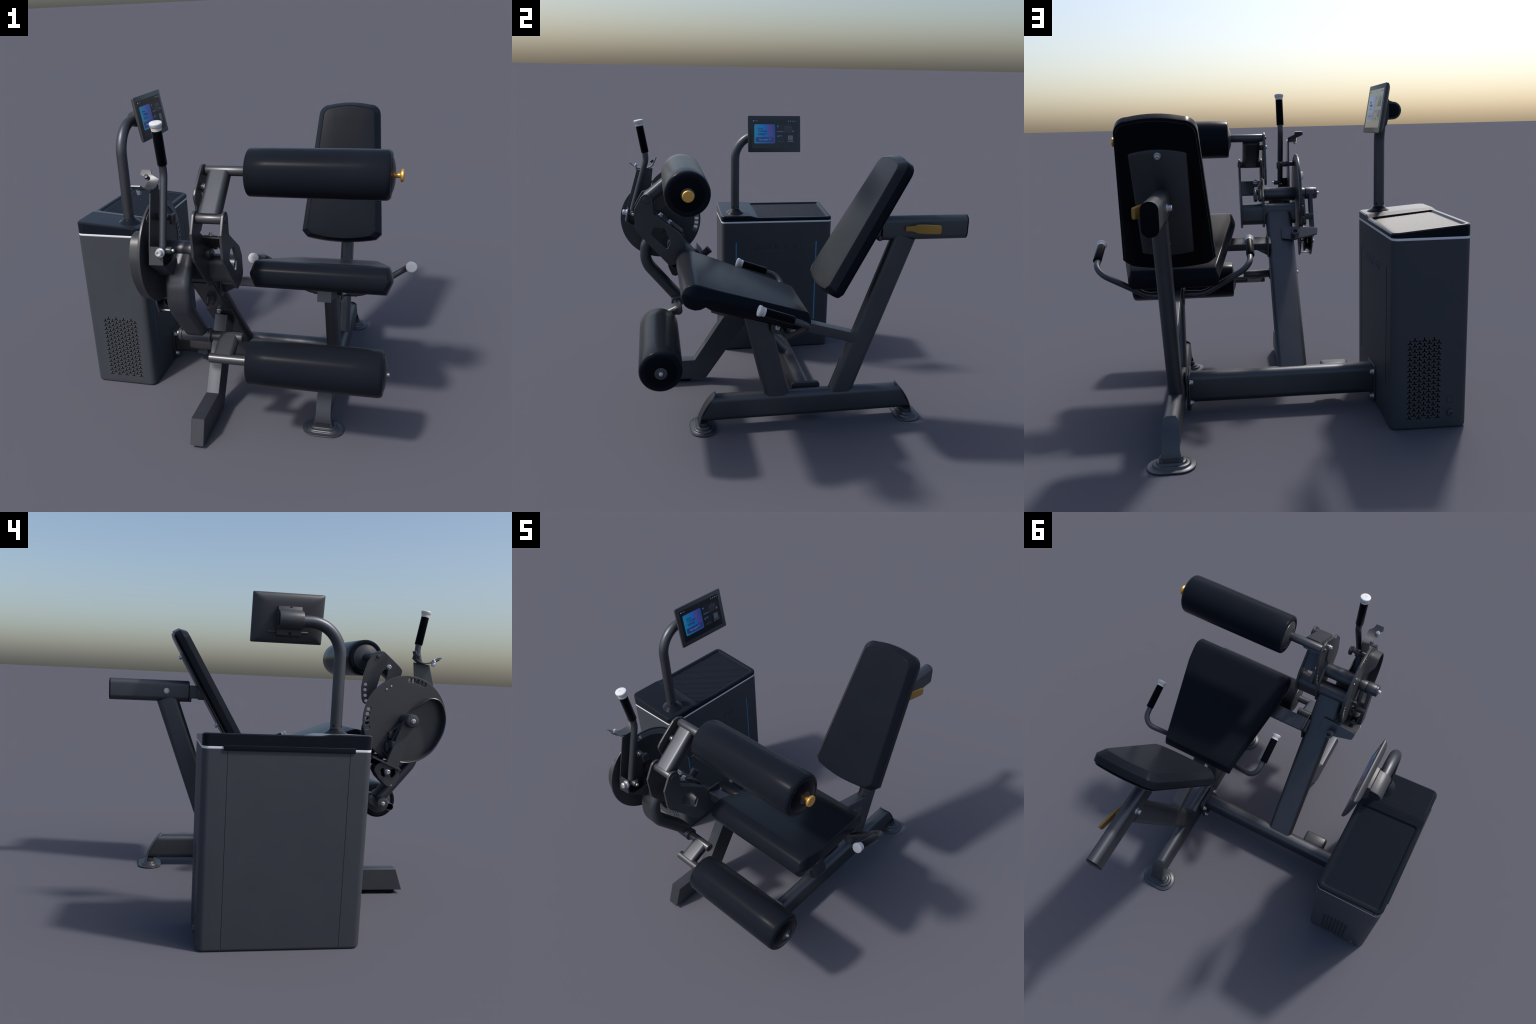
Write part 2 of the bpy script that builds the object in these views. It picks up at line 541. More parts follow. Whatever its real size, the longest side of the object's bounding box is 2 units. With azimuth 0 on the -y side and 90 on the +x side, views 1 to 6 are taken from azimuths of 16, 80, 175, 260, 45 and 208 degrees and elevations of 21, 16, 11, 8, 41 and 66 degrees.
rings = []
for i in range(0, 11):                       # front bolster nose
    th = math.radians(6 + 84 * i / 10)
    hh = 0.0690 * math.sin(th)
    rings.append(seat_ring(-0.873 - 0.0710 * math.cos(th), 0.320 + 0.034 * math.sin(th) ** 0.6, 0.6755 + hh, 0.6755 - hh))
rings.append(seat_ring(-0.850, 0.3540, 0.7445, 0.607))
rings.append(seat_ring(-0.825, 0.3520, 0.7445, 0.618))
rings.append(seat_ring(-0.805, 0.3505, 0.7445, 0.638))
for i in range(9):
    f = i / 8
    rings.append(seat_ring(-0.77 + f * 0.522, 0.3475 - 0.0955 * f, 0.7445, 0.634))
rings.append(seat_ring(-0.240, 0.251, 0.7415, 0.635))
rings.append(seat_ring(-0.216, 0.248, 0.714, 0.640))
rings.append(seat_ring(-0.209, 0.243, 0.700, 0.646))
rings.append(seat_ring(-0.207, 0.233, 0.692, 0.654))
seat = loft("seat", rings, HIDE, root, angle=38)
pan = [(-0.30, -0.79), (0.30, -0.79), (0.205, -0.24), (-0.205, -0.24)]
plate("seat_pan", [round_poly(pan, 0.03)], 0.012, frame_matrix(seat_pt(0, 0, 0.629), X, Vector((0, 0.9422, -0.335))), BLACK, seat)
for dx in (-0.16, 0.16):
    for s in (-0.70, -0.34):
        bolt(seat_pt(dx, s, 0.623), Vector((0, -0.335, -0.942)), seat)

# ---- side handles
hx = 0.4255
half_path = [(hx, -0.255, 0.8717), (hx - 0.005, -0.003, 0.7790), (0.158, -0.078, 0.6160)]
hp = fillet_path([(XC - x, y, z) for x, y, z in half_path] + [(XC + x, y, z) for x, y, z in half_path[::-1]], [0.075, 0.14, 0.14, 0.075], 10)
handle = tube("handle_bar", hp, 0.0170, FRAME, root)
tube("handle_clamp_sleeve", [(XC - 0.125, -0.078, 0.6160), (XC + 0.125, -0.078, 0.6160)], 0.0205, FRAME, handle)
br = [(-0.150, 0.655), (-0.150, 0.600), (-0.035, 0.565), (0.005, 0.60), (0.0, 0.66)]
for x in (XC - 0.045, XC + 0.045):
    side_plate("handle_bracket", [round_poly(br, 0.015)], x, 0.008, FRAME, handle)
bolt((XC + 0.049, -0.112, 0.629), X, handle)
bolt((XC + 0.049, -0.022, 0.606), X, handle)

# grip set, modelled along +z from its lower end: rubber sleeve, white cap, amber ring
def grip_set(base, tip, parent, r_grip=0.0232):
    base, tip = Vector(base), Vector(tip)
    d = (tip - base).normalized()
    L = (tip - base).length
    Lc = L - 0.037
    g = lathe("grip_sleeve", [(0, 0.016), (0, r_grip - 0.002), (0.003, r_grip), (Lc - 0.002, r_grip), (Lc, r_grip - 0.002), (Lc, 0.0)], base, d, RUBBER, parent)
    lathe("grip_collar", [(Lc, 0.0), (Lc, 0.0236), (Lc + 0.013, 0.0246), (Lc + 0.0132, 0.023)], base, d, WHITE, g)
    lathe("grip_ring", [(Lc + 0.012, 0.0), (Lc + 0.012, 0.0240), (Lc + 0.0165, 0.0245), (Lc + 0.0165, 0.0)], base, d, GOLD, g)
    lathe("grip_cap", [(Lc + 0.016, 0.0), (Lc + 0.016, 0.0250), (Lc + 0.023, 0.0285), (Lc + 0.032, 0.0295), (Lc + 0.0355, 0.0275), (Lc + 0.037, 0.022), (Lc + 0.0372, 0.008),
                       (Lc + 0.0360, 0.0075), (Lc + 0.0360, 0.004), (Lc + 0.037, 0.0035), (Lc + 0.037, 0.0)], base, d, WHITE, g)
    return g
gd = Vector((0, -0.181, 0.0630)).normalized()
for sg in (-1, 1):
    b0 = Vector((XC + sg * hx, -0.104, 0.8195))
    grip_set(b0, b0 + gd * 0.196, handle)

# ================================================================== 4. mechanism column
PXC = -0.1165                                  # middle of the slanted column
pd = Vector((0, -0.6655, 0.7464))               # column direction
pn = Vector((0, 0.7464, 0.6655))                # its back normal
def col_pt(x, t, n):
    """t along the column, n measured from the origin along the back normal."""
    return Vector((x, 0, 0)) + pd * t + pn * n
column = sweep("slanted_column", [col_pt(PXC, 0.100, 0.1735), col_pt(PXC, 1.166, 0.1735)], rect(0.167, 0.064, 0.028, 7), FRAME, root, side=X)
plate("column_cover", [rect(0.120, 0.34, 0.012)], 0.006, frame_matrix(col_pt(PXC, 0.83, 0.140), X, pd), PLATE, column)
# bent front leg
legs = [(-0.800, 0.158), (-0.549, 0.158), (-0.306, 0.531), (-0.18, 0.45), (-0.474, 0.023), (-0.848, 0.023)]
front_leg = side_plate("front_leg", [legs], -0.112, 0.074, FRAME, root, 0.003)
for y in (-0.78, -0.60):
    cyl("leg_foot", (PXC, y, 0.0), (PXC, y, 0.026), 0.028, RUBBER, front_leg)
box("leg_foot_strip", (PXC - 0.03, -0.80, 0.006), (PXC + 0.03, -0.60, 0.024), RUBBER, front_leg, 0.003)
lathe("bumper_stop", [(0, 0.030), (0.020, 0.028), (0.045, 0.022), (0.047, 0.018), (0.038, 0.013), (0.038, 0)], col_pt(PXC, 0.812, 0.141), -pn, PLATE, column)
plate("leg_flange", [rect(0.150, 0.20, 0.010)], 0.008, frame_matrix(col_pt(PXC, 0.555, 0.139), X, pd), FRAME, front_leg)
bolt(col_pt(PXC, 0.640, 0.134), -pn, front_leg)

# horizontal head tube across the column top
head = sweep("head_tube", [(-0.226, -0.665, 0.979), (0.113, -0.665, 0.979)], rect(0.096, 0.133, 0.036, 8), FRAME, root, side=Y)
# bar joining column and seat
link = bar("seat_link_bar", (-0.05, -0.4615, 0.821), (0.760, -0.4615, 0.821), 0.088, 0.046, 0.005, FRAME, root, side=Vector((0, 0.941, -0.337)))
side_plate("link_flange", [round_poly([(-0.522, 0.745), (-0.402, 0.745), (-0.402, 0.872), (-0.522, 0.872)], 0.010)], -0.0305, 0.009, FRAME, link)
gus = flat_mesh("link_gusset", [[(-0.032, 0.803), (0.075, 0.803), (-0.032, 0.745)]], 0.012, 0.001)
gus.transform(frame_matrix((0, -0.462, 0), X, Z))
gus.materials.clear()
finish(gus, "link_gusset", FRAME, link)

# ------------------------------------------------------------------ pivot cheeks
PV = (-0.832, 1.289)                          # upper pad pivot (y, z)
def cheek_outline():
    pts = [(PV[0] + 0.0365 * math.cos(math.radians(a)), PV[1] + 0.0365 * math.sin(math.radians(a))) for a in range(150, 9, -14)]
    low = [(-0.794, 1.268), (-0.794, 1.205), (-0.640, 1.090), (-0.606, 1.030), (-0.602, 0.925), (-0.668, 0.890), (-0.706, 0.886), (-0.885, 1.090), (-0.900, 1.120), (-0.904, 1.235)]
    return pts + round_poly([(-0.79, 1.30)] + low + [(-0.90, 1.26)], 0.022, 4)[6:-6]
co = cheek_outline()
hole = round_poly([(-0.810, 1.082), (-0.790, 1.126), (-0.730, 1.119), (-0.694, 1.033), (-0.716, 0.985)], 0.010, 4)
side_plate("cheek_plate", [co, hole], 0.117, 0.014, PLATE, root, 0.003)
side_plate("cheek_plate", [co], -0.024, 0.014, PLATE, root, 0.003)
cyl("pad_pivot_tube", (-0.02, *PV), (0.112, *PV), 0.024, ROD, root)
lathe("pivot_cap", [(0, 0.020), (0.003, 0.0195), (0.005, 0.017), (0.005, 0)], (0.1235, *PV), X, PLATE, root)
# slanted stop between the cheeks
sd = Vector((0, 0.76, -0.65))
sn = X.cross(sd).normalized()
SO = Vector((0.0, -0.722, 1.149))
stop = plate("stop_bar", [rect(0.134, 0.122, 0.004)], 0.012, frame_matrix(SO + X * 0.046 - sn * 0.0125, X, sd), FRAME, root, 0.002)
plate("stop_plate", [rect(0.086, 0.104, 0.010)], 0.008, frame_matrix(SO + X * 0.014 - sn * 0.0035, X, sd), PLATE, stop)
for f in (-0.040, 0.030):
    bolt(SO + X * 0.019 + sd * f + sn * 0.0005, sn, stop, 1.05)
for dx, r_ in ((-0.004, 0.014), (0.026, 0.013)):
    cyl("stop_bumper", Vector((dx, -0.690, 1.128)), Vector((dx, -0.622, 1.068)), r_, PLATE, stop, 0.008)

# ------------------------------------------------------------------ rollers
def roller(axis_y, axis_z, name):
    o = (0.0, axis_y, axis_z)
    r = lathe(name, [(0.190, 0.082), (0.184, 0.095), (0.185, 0.104), (0.189, 0.111), (0.197, 0.1145), (0.30, 0.1152), (0.70, 0.1152), (0.826, 0.1145),
                     (0.838, 0.111), (0.845, 0.104), (0.848, 0.094), (0.846, 0.084)], o, X, HIDE, root, 64)
    lathe("roller_hub", [(0.194, 0.086), (0.185, 0.083), (0.180, 0.070), (0.172, 0.050), (0.168, 0.034), (0.168, 0.024)], o, X, PLATE, r, 48)
    lathe("roller_end_cap", [(0.842, 0.086), (0.849, 0.084), (0.856, 0.066), (0.861, 0.042), (0.861, 0.036), (0.850, 0.0355), (0.850, 0.0)], o, X, BLACK, r, 48)
    return r
UY, UZ = -0.627, 1.458
LY, LZ = -0.779, 0.527
up = roller(UY, UZ, "thigh_roller")
lo = roller(LY, LZ, "ankle_roller")
cyl("roller_core", (0.846, UY, UZ), (0.8605, UY, UZ), 0.0355, PLATE, up)
lathe("pull_knob", [(0.850, 0.012), (0.880, 0.0115), (0.884, 0.014), (0.885, 0.027), (0.889, 0.0295), (0.895, 0.0295), (0.899, 0.026), (0.900, 0.0)], (0, UY, UZ), X, GOLD, up)
cyl("roller_core", (0.846, LY, LZ), (0.8605, LY, LZ), 0.034, FRAME, lo)
bolt((0.8595, LY, LZ), X, lo, 0.75)
cyl("roller_rod", (-0.028, UY, UZ + 0.004), (0.18, UY, UZ + 0.004), 0.0245, ROD, up)
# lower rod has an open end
lathe("roller_rod", [(0.0, 0.021), (-0.198, 0.021), (-0.200, 0.0225), (-0.199, 0.0245), (0.0, 0.0245)], (0.175, LY, LZ), X, ROD, lo)
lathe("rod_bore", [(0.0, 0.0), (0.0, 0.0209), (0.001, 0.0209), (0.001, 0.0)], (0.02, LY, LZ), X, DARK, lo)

# upper roller arm
ad = (Vector((0, UY, UZ)) - Vector((0, *PV))).normalized()
an = Vector((0, -ad.z, ad.y))
A0 = Vector((0.043, *PV))
arm = bar("thigh_roller_arm", A0 + ad * 0.010 - an * 0.003, A0 + ad * 0.252 - an * 0.003, 0.108, 0.069, 0.026, FRAME, root, n=7)
# crescent adjuster plate
cres = [(-0.634, 1.497), (-0.602, 1.483), (-0.568, 1.430), (-0.545, 1.350), (-0.535, 1.276), (-0.542, 1.205), (-0.554, 1.176), (-0.574, 1.170),
        (-0.596, 1.185), (-0.622, 1.235), (-0.640, 1.300), (-0.652, 1.350), (-0.674, 1.384), (-0.694, 1.384), (-0.696, 1.352), (-0.687, 1.322), (-0.686, 1.285), (-0.702, 1.235), (-0.745, 1.195),
        (-0.790, 1.195), (-0.786, 1.240), (-0.774, 1.290), (-0.774, 1.330), (-0.786, 1.358), (-0.791, 1.383), (-0.772, 1.406), (-0.730, 1.442), (-0.665, 1.494)]
slots = [round_poly([(-0.550 - d, 1.3005 - k), (-0.573 - d, 1.3005 - k), (-0.573 - d, 1.2830 - k), (-0.550 - d, 1.2830 - k)], 0.0085, 4)
         for d, k in ((0.0, 0.0), (-0.001, 0.033), (0.002, 0.067), (0.010, 0.100))]
side_plate("adjuster_plate", [round_poly(cres, 0.02, 3)] + slots, -0.0365, 0.013, PLATE, arm, 0.003)
cyl("adjuster_pin", (-0.052, UY - 0.002, UZ + 0.004), (-0.03, UY - 0.002, UZ + 0.004), 0.011, PLATE, arm)
cyl("adjuster_spacer", (-0.045, -0.701, 1.401), (-0.012, -0.701, 1.401), 0.018, PLATE, arm)
bolt((-0.0435, -0.701, 1.401), -X, arm)
bolt((-0.012, -0.701, 1.401), X, arm)

# ------------------------------------------------------------------ main axle and cam disc
AY, AZ = -0.744, 1.096
cyl("main_axle", (-0.02, AY, AZ), (-0.238, AY, AZ), 0.0445, FRAME, root)
cyl("axle_stub", (-0.018, AY + 0.004, AZ - 0.012), (0.006, AY + 0.004, AZ - 0.012), 0.022, PLATE, root)
DR = 0.2565
def polar(r, deg):
    return (AY + r * math.cos(math.radians(deg)), AZ + r * math.sin(math.radians(deg)))
holes = []
for base, step in ((14, -7), (93, 6)):
    for i in range(5):
        a = base + step * i
        c = polar(0.231, a)
        e = (math.cos(math.radians(a)), math.sin(math.radians(a)))
        holes.append([(c[0] + e[0] * p - e[1] * q, c[1] + e[1] * p + e[0] * q) for p, q in rect(0.026, 0.018, 0.0085, 4)])
disc = side_plate("cam_disc", [circle(DR, 96, (AY, AZ))] + holes, -0.249, 0.013, PLATE, root, 0.003)
# arc strip with pin holes on the inner face
def arc_strip(a0, a1, r0, r1, n=40):
    pts = [polar(r1, a0 + (a1 - a0) * i / n) for i in range(n + 1)]
    mid, rr_ = polar((r0 + r1) / 2, a1), (r1 - r0) / 2
    pts += [(mid[0] + rr_ * math.cos(math.radians(a1 + 180 * k / 6)), mid[1] + rr_ * math.sin(math.radians(a1 + 180 * k / 6))) for k in range(1, 6)]
    pts += [polar(r0, a1 + (a0 - a1) * i / n) for i in range(n + 1)]
    mid = polar((r0 + r1) / 2, a0)
    pts += [(mid[0] + rr_ * math.cos(math.radians(a0 + 180 + 180 * k / 6)), mid[1] + rr_ * math.sin(math.radians(a0 + 180 + 180 * k / 6))) for k in range(1, 6)]
    return pts
for r_, a in ((0.214, 54.0), (0.2156, 62.7)):
    cyl("rivet", (-0.2545, *polar(r_, a)), (-0.2585, *polar(r_, a)), 0.005, ZINC, disc, 0.001, 14)
sh = [h for h in holes[:10]]
side_plate("pin_strip", [arc_strip(-19, 124, 0.2155, 0.2465)] + sh + [circle(0.0055, 12, polar(0.231, -20.5)), circle(0.0055, 12, polar(0.231, 123))], -0.2410, 0.0035, STRIP, disc, 0.0006)
# cam rim: a wall standing out of the disc on the cabinet side
rim = [(-0.757, 1.140), (-0.800, 1.178), (-0.842, 1.212), (-0.874, 1.229), (-0.918, 1.224), (-0.950, 1.196), (-0.970, 1.150), (-0.978, 1.100), (-0.970, 1.035), (-0.945, 0.975),
       (-0.905, 0.915), (-0.850, 0.873), (-0.795, 0.851), (-0.735, 0.845), (-0.672, 0.858), (-0.628, 0.890), (-0.612, 0.935), (-0.622, 0.975), (-0.655, 1.020), (-0.700, 1.060)]
def smooth_loop(pts, n=6):
    out = []
    L = len(pts)
    for i in range(L):
        p0, p1, p2, p3 = (Vector(pts[(i + k) % L]) for k in (-1, 0, 1, 2))
        for k in range(n):
            t = k / n
            out.append(0.5 * ((2 * p1) + (p2 - p0) * t + (2 * p0 - 5 * p1 + 4 * p2 - p3) * t * t + (3 * p1 - p0 - 3 * p2 + p3) * t ** 3))
    return out
rs = smooth_loop(rim)
def offset(loop, d):
    out = []
    L = len(loop)
    for i in range(L):
        t = (loop[(i + 1) % L] - loop[i - 1]).normalized()
        out.append(loop[i] + Vector((-t.y, t.x)) * d)
    return out
ri = offset(rs, 0.0075)
rm = offset(rs, 0.0038)
def rim_x(i):
    """Full height round the front, dying away on the side of the adjuster holes."""
    f = i / len(rs)
    k = sstep(0.0, 0.09, f) * (1 - sstep(0.66, 0.80, f))
    return -0.2605 - 0.0445 * k
rings = [[(-0.250 if lv < 0 else rim_x(i) - 0.003 * lv, p.x, p.y) for i, p in enumerate(lp)] for lp, lv in ((rs, -1), (rs, 0), (rm, 1), (ri, 0), (ri, -1))]
loft("cam_rim", rings, PLATE, disc, cap=False)
for y, z in ((-0.655, 1.005), (-0.640, 0.940)):
    box("cam_lug", (-0.285, y - 0.012, z - 0.020), (-0.254, y + 0.012, z + 0.020), PLATE, disc, 0.004)

cyl("axle_sleeve", (-0.256, AY, AZ), (-0.302, AY, AZ), 0.0365, FRAME, root)
cap = cyl("axle_hub", (-0.303, AY, AZ), (-0.363, AY, AZ), 0.0385, FRAME, root, 0.002)
lathe("hub_cap", [(0, 0.0375), (0.010, 0.0375), (0.015, 0.034), (0.0175, 0.026), (0.018, 0)], (-0.364, AY, AZ), -X, PLATE, cap)
bolt((-0.380, AY, AZ), -X, cap, 0.9)
# link arm down to the cable pulley
def strap(name, p, q, w0, w1, x, t, parent, mat=PLATE, bev=0.003):
    p, q = Vector(p), Vector(q)
    d = (q - p).normalized(); nn = Vector((-d.y, d.x))
    o = [p + nn * w0 / 2, p - nn * w0 / 2, q - nn * w1 / 2, q + nn * w1 / 2]
    return side_plate(name, [round_poly([(v.x, v.y) for v in o], 0.012)], x, t, mat, parent, bev)
strap("link_arm", (-0.738, 1.092), (-0.648, 0.828), 0.068, 0.078, -0.336, 0.024, cap)
strap("inner_link", (-0.738, 1.080), (-0.650, 0.900), 0.050, 0.060, -0.284, 0.026, cap)
box("link_spacer", (-0.345, -0.700, 0.935), (-0.280, -0.640, 0.975), PLATE, cap, 0.006)

# pulley bracket
bk = [(0.0, 0.045), (-0.232, 0.030), (-0.222, -0.020), (-0.07, -0.055), (0.0, -0.045)]
plate("pulley_bracket", [round_poly(bk, 0.012)], 0.012, frame_matrix(col_pt(-0.122, 0.985, 0.214), X, pd), FRAME, root)
fl = [(-0.210, -0.516), (-0.350, -0.527), (-0.348, -0.706), (-0.228, -0.706)]
def flange_z(y): return 0.889 + (y + 0.527) * 0.42
rings = [[(x, y, flange_z(y) + dz) for x, y in fl] for dz in (0.0, -0.010)]
yoke = loft("pulley_flange", rings, FRAME, root)
bracket_arm = bar("bracket_arm", (-0.20, -0.60, 0.875), (-0.24, -0.60, 0.862), 0.07, 0.02, 0.003, FRAME, yoke, side=Y)
cheek = round_poly([(-0.604, 0.856), (-0.566, 0.838), (-0.550, 0.806), (-0.576, 0.762), (-0.626, 0.714), (-0.656, 0.700), (-0.680, 0.708), (-0.703, 0.762), (-0.710, 0.818)], 0.016, 4)
win = [round_poly([(-0.606, 0.822), (-0.590, 0.806), (-0.597, 0.772), (-0.624, 0.758), (-0.612, 0.785)], 0.008, 3),
       round_poly([(-0.654, 0.815), (-0.679, 0.808), (-0.680, 0.780), (-0.656, 0.752), (-0.652, 0.780)], 0.008, 3)]
side_plate("pulley_cheek", [cheek] + win, -0.322, 0.010, PLATE, yoke, 0.003)
side_plate("pulley_cheek", [cheek] + win, -0.250, 0.010, PLATE, yoke, 0.003)
PY, PZ = -0.632, 0.795
lathe("pulley_wheel", [(-0.275, 0.0), (-0.275, 0.062), (-0.280, 0.062), (-0.288, 0.050), (-0.300, 0.050), (-0.308, 0.062), (-0.313, 0.062), (-0.313, 0.0)], (0, PY, PZ), X, BLACK, yoke)
cyl("pulley_pin", (-0.245, PY, PZ), (-0.327, PY, PZ), 0.010, ZINC, yoke)
cyl("guard_pin", (-0.247, -0.660, 0.716), (-0.3285, -0.660, 0.716), 0.004, ZINC, yoke)
bolt((-0.327, PY, PZ), -X, yoke, 1.05)
lathe("rubber_bumper", [(0, 0.020), (0.012, 0.024), (0.028, 0.027), (0.030, 0.024), (0.048, 0.024), (0.052, 0.020), (0.052, 0.0)], (-0.298, -0.590, 0.835), Vector((0, 0.85, 0.53)), RUBBER, yoke)
lathe("rubber_bumper", [(0, 0.024), (0.045, 0.024), (0.062, 0.027), (0.068, 0.024), (0.068, 0.013), (0.052, 0.011), (0.052, 0)], col_pt(-0.203, 0.957, 0.205), pn, PLATE, yoke)
cyl("cable", (-0.294, -0.575, 0.795), (-0.294, -0.560, 0.86), 0.004, ZINC, yoke)

# ------------------------------------------------------------------ swing arm to the ankle roller
sp = fillet_path([(0, -0.752, 1.085), (0, -0.846, 0.962), (0, -0.852, 0.845), (0, -0.652, 0.603)], [0.10, 0.14], 12)
sp = [Vector((-0.130, p.y, p.z)) for p in sp]
swing = sweep("swing_arm", sp, rect(0.124, 0.066, 0.030, 8), FRAME, root, side=X)
QY, QZ = -0.656, 0.587
cyl("ankle_pivot_tube", (-0.205, QY, QZ), (-0.060, QY, QZ), 0.0365, FRAME, swing)
lathe("pivot_end_cap", [(0, 0.0365), (0.012, 0.0365), (0.018, 0.033), (0.020, 0.026), (0.020, 0)], (-0.207, QY, QZ), -X, PLATE, swing)
bolt((-0.226, QY, QZ), -X, swing, 0.85)
cyl("pivot_collar", (-0.062, QY, QZ), (-0.048, QY, QZ), 0.0385, PLATE, swing)
cyl("ankle_rod", (-0.05, QY, QZ), (0.119, QY, QZ), 0.0255, ROD, swing)
bar("ankle_roller_arm", (0.047, QY - 0.004, QZ - 0.003), (0.047, LY + 0.006, LZ + 0.004), 0.106, 0.056, 0.024, FRAME, swing, n=7)

# ------------------------------------------------------------------ range selector lever
LX = -0.157
lp = fillet_path([(LX, -0.928, 1.150), (LX - 0.002, -0.828, 1.492), (LX - 0.002, -0.8325, 1.545)], 0.11, 10)
lever = tube("selector_lever", lp, 0.0178, FRAME, root)
grip_set((LX - 0.002, -0.8315, 1.537), (LX - 0.001, -0.8665, 1.7345), lever)
# channel holding the lever foot
ch = loft("lever_channel", [[(-0.211, y, z) for y, z in ((-0.955, 1.186), (-0.973, 1.103), (-0.845, 1.000), (-0.838, 1.006), (-0.964, 1.108), (-0.948, 1.186))],
                            [(-0.146, y, z) for y, z in ((-0.948, 1.182), (-0.964, 1.101), (-0.842, 0.998), (-0.835, 1.004), (-0.955, 1.106), (-0.941, 1.182))]], FRAME, root)
side_plate("channel_side", [[(-0.938, 1.085), (-0.842, 1.003), (-0.800, 1.075), (-0.822, 1.078)]], -0.147, 0.006, FRAME, ch, 0.001)
bolt((LX, -0.958, 1.160), Vector((0, -0.98, 0.2)), ch, 1.45)
cyl("lever_pin", (LX, -0.955, 1.158), (LX, -0.885, 1.140), 0.012, PLATE, ch)
cyl("lever_yoke", (LX - 0.004, -0.918, 1.158), (LX + 0.042, -0.918, 1.158), 0.0165, PLATE, ch)
bolt((LX + 0.040, -0.918, 1.158), X, ch, 0.7)
upr = side_plate("lever_upright", [[(-0.788, 1.432), (-0.888, 1.420), (-0.958, 1.180), (-0.972, 1.103), (-0.84, 1.0), (-0.80, 1.09), (-0.806, 1.28)]], -0.2085, 0.006, FRAME, ch, 0.0015)
# saddle rest on top of the upright
sad = [(-0.930, 1.462), (-0.912, 1.448), (-0.893, 1.436), (-0.862, 1.427), (-0.830, 1.428), (-0.802, 1.437), (-0.783, 1.455), (-0.772, 1.474), (-0.763, 1.494)]
sads = [Vector((0, *p)) for p in sad]
rings = []
for i, p in enumerate(sads):
    t = (sads[min(i + 1, len(sads) - 1)] - sads[max(i - 1, 0)]).normalized()
    nn = Vector((0, -t.z, t.y)) * 0.003
    f = i / (len(sads) - 1)
    tab = max(0, abs(f - 0.5) - 0.27) / 0.23
    tab = min(1, tab * 2.2)
    if f < 0.5: x0, x1 = -0.203 - 0.024 * tab, -0.258 - 0.026 * tab
    else: x0, x1 = -0.203 - 0.040 * tab, -0.258 - 0.042 * tab
    if i in (0, len(sads) - 1): x0 -= 0.006; x1 += 0.006
    rings.append([(x0, *(p + nn)[1:]), (x1, *(p + nn)[1:]), (x1, *(p - nn)[1:]), (x0, *(p - nn)[1:])])
saddle = loft("saddle_rest", rings, ROD, ch)
bolt((-0.260, -0.893, 1.439), Vector((0, 0.35, 0.93)), saddle, 0.8)
cyl("saddle_nut", (-0.260, -0.893, 1.434), (-0.260, -0.888, 1.412), 0.011, ZINC, saddle)
cyl("saddle_nut", (-0.262, -0.786, 1.462), (-0.262, -0.797, 1.474), 0.011, PLATE, saddle)
# plunger through the upright into the disc
plg = cyl("plunger", (-0.135, -0.822, 1.286), (-0.245, -0.822, 1.286), 0.0145, PLATE, ch)
cyl("plunger_collar", (-0.165, -0.822, 1.286), (-0.200, -0.822, 1.286), 0.018, PLATE, plg)
box("plunger_hook", (-0.150, -0.838, 1.255), (-0.128, -0.800, 1.300), PLATE, plg, 0.004)

# ================================================================== 5. cabinet
CX0, CX1, CY0, CY1 = -0.963, -0.570, -0.313, 0.500
CR = 0.036
CMX, CMY = (CX0 + CX1) / 2, (CY0 + CY1) / 2
def cab_ring(inset, z, n=10):
    return [(CMX + a, CMY + b, z) for a, b in rect(CX1 - CX0 - 2 * inset, CY1 - CY0 - 2 * inset, CR - inset * 0.6, n)]
body = loft("cabinet", [cab_ring(0.010, 0.0), cab_ring(0.004, 0.003), cab_ring(0.001, 0.008), cab_ring(0.0, 0.014), cab_ring(0.0, 0.974), cab_ring(0.001, 0.975)], BODY, root)

# cutters: vents, seams, light slots and the engraved word, removed from the solid body
cut_v, cut_f, cut_m = [], [], []
def cut_prism(loop, origin, ex, ey, depth, mi):
    """Prism from 2D loop in the (ex, ey) plane, from 5 mm outside to depth inside."""
    ex, ey = Vector(ex), Vector(ey)
    ez = ex.cross(ey)
    b = len(cut_v)
    n = len(loop)
    for h in (0.005, -depth):
        for u, v in loop:
            cut_v.append(Vector(origin) + ex * u + ey * v + ez * h)
    cut_f.append(tuple(b + i for i in range(n)))                   # outer cap
    cut_f.append(tuple(b + n + i for i in range(n - 1, -1, -1)))
    for i in range(n):
        j = (i + 1) % n
        cut_f.append((b + j, b + i, b + n + i, b + n + j))
    cut_m.extend([mi] * (n + 2))

def y_shape(c, L=0.0132, w=0.0028):
    """Three-armed vent hole."""
    pts = []
    for k in range(3):
        a = math.radians(90 + 120 * k)
        d = Vector((math.cos(a), math.sin(a))); s = Vector((-d.y, d.x))
        inner = d * (w / math.tan(math.radians(60)) * 2)
        inner_pt = Vector((math.cos(a - math.radians(60)), math.sin(a - math.radians(60)))) * (w / math.sin(math.radians(60)))
        pts += [inner_pt, d * L - s * w, d * (L + 0.0012) - s * w * 0.4, d * (L + 0.0012) + s * w * 0.4, d * L + s * w]
    return [(c[0] + p.x, c[1] + p.y) for p in pts]

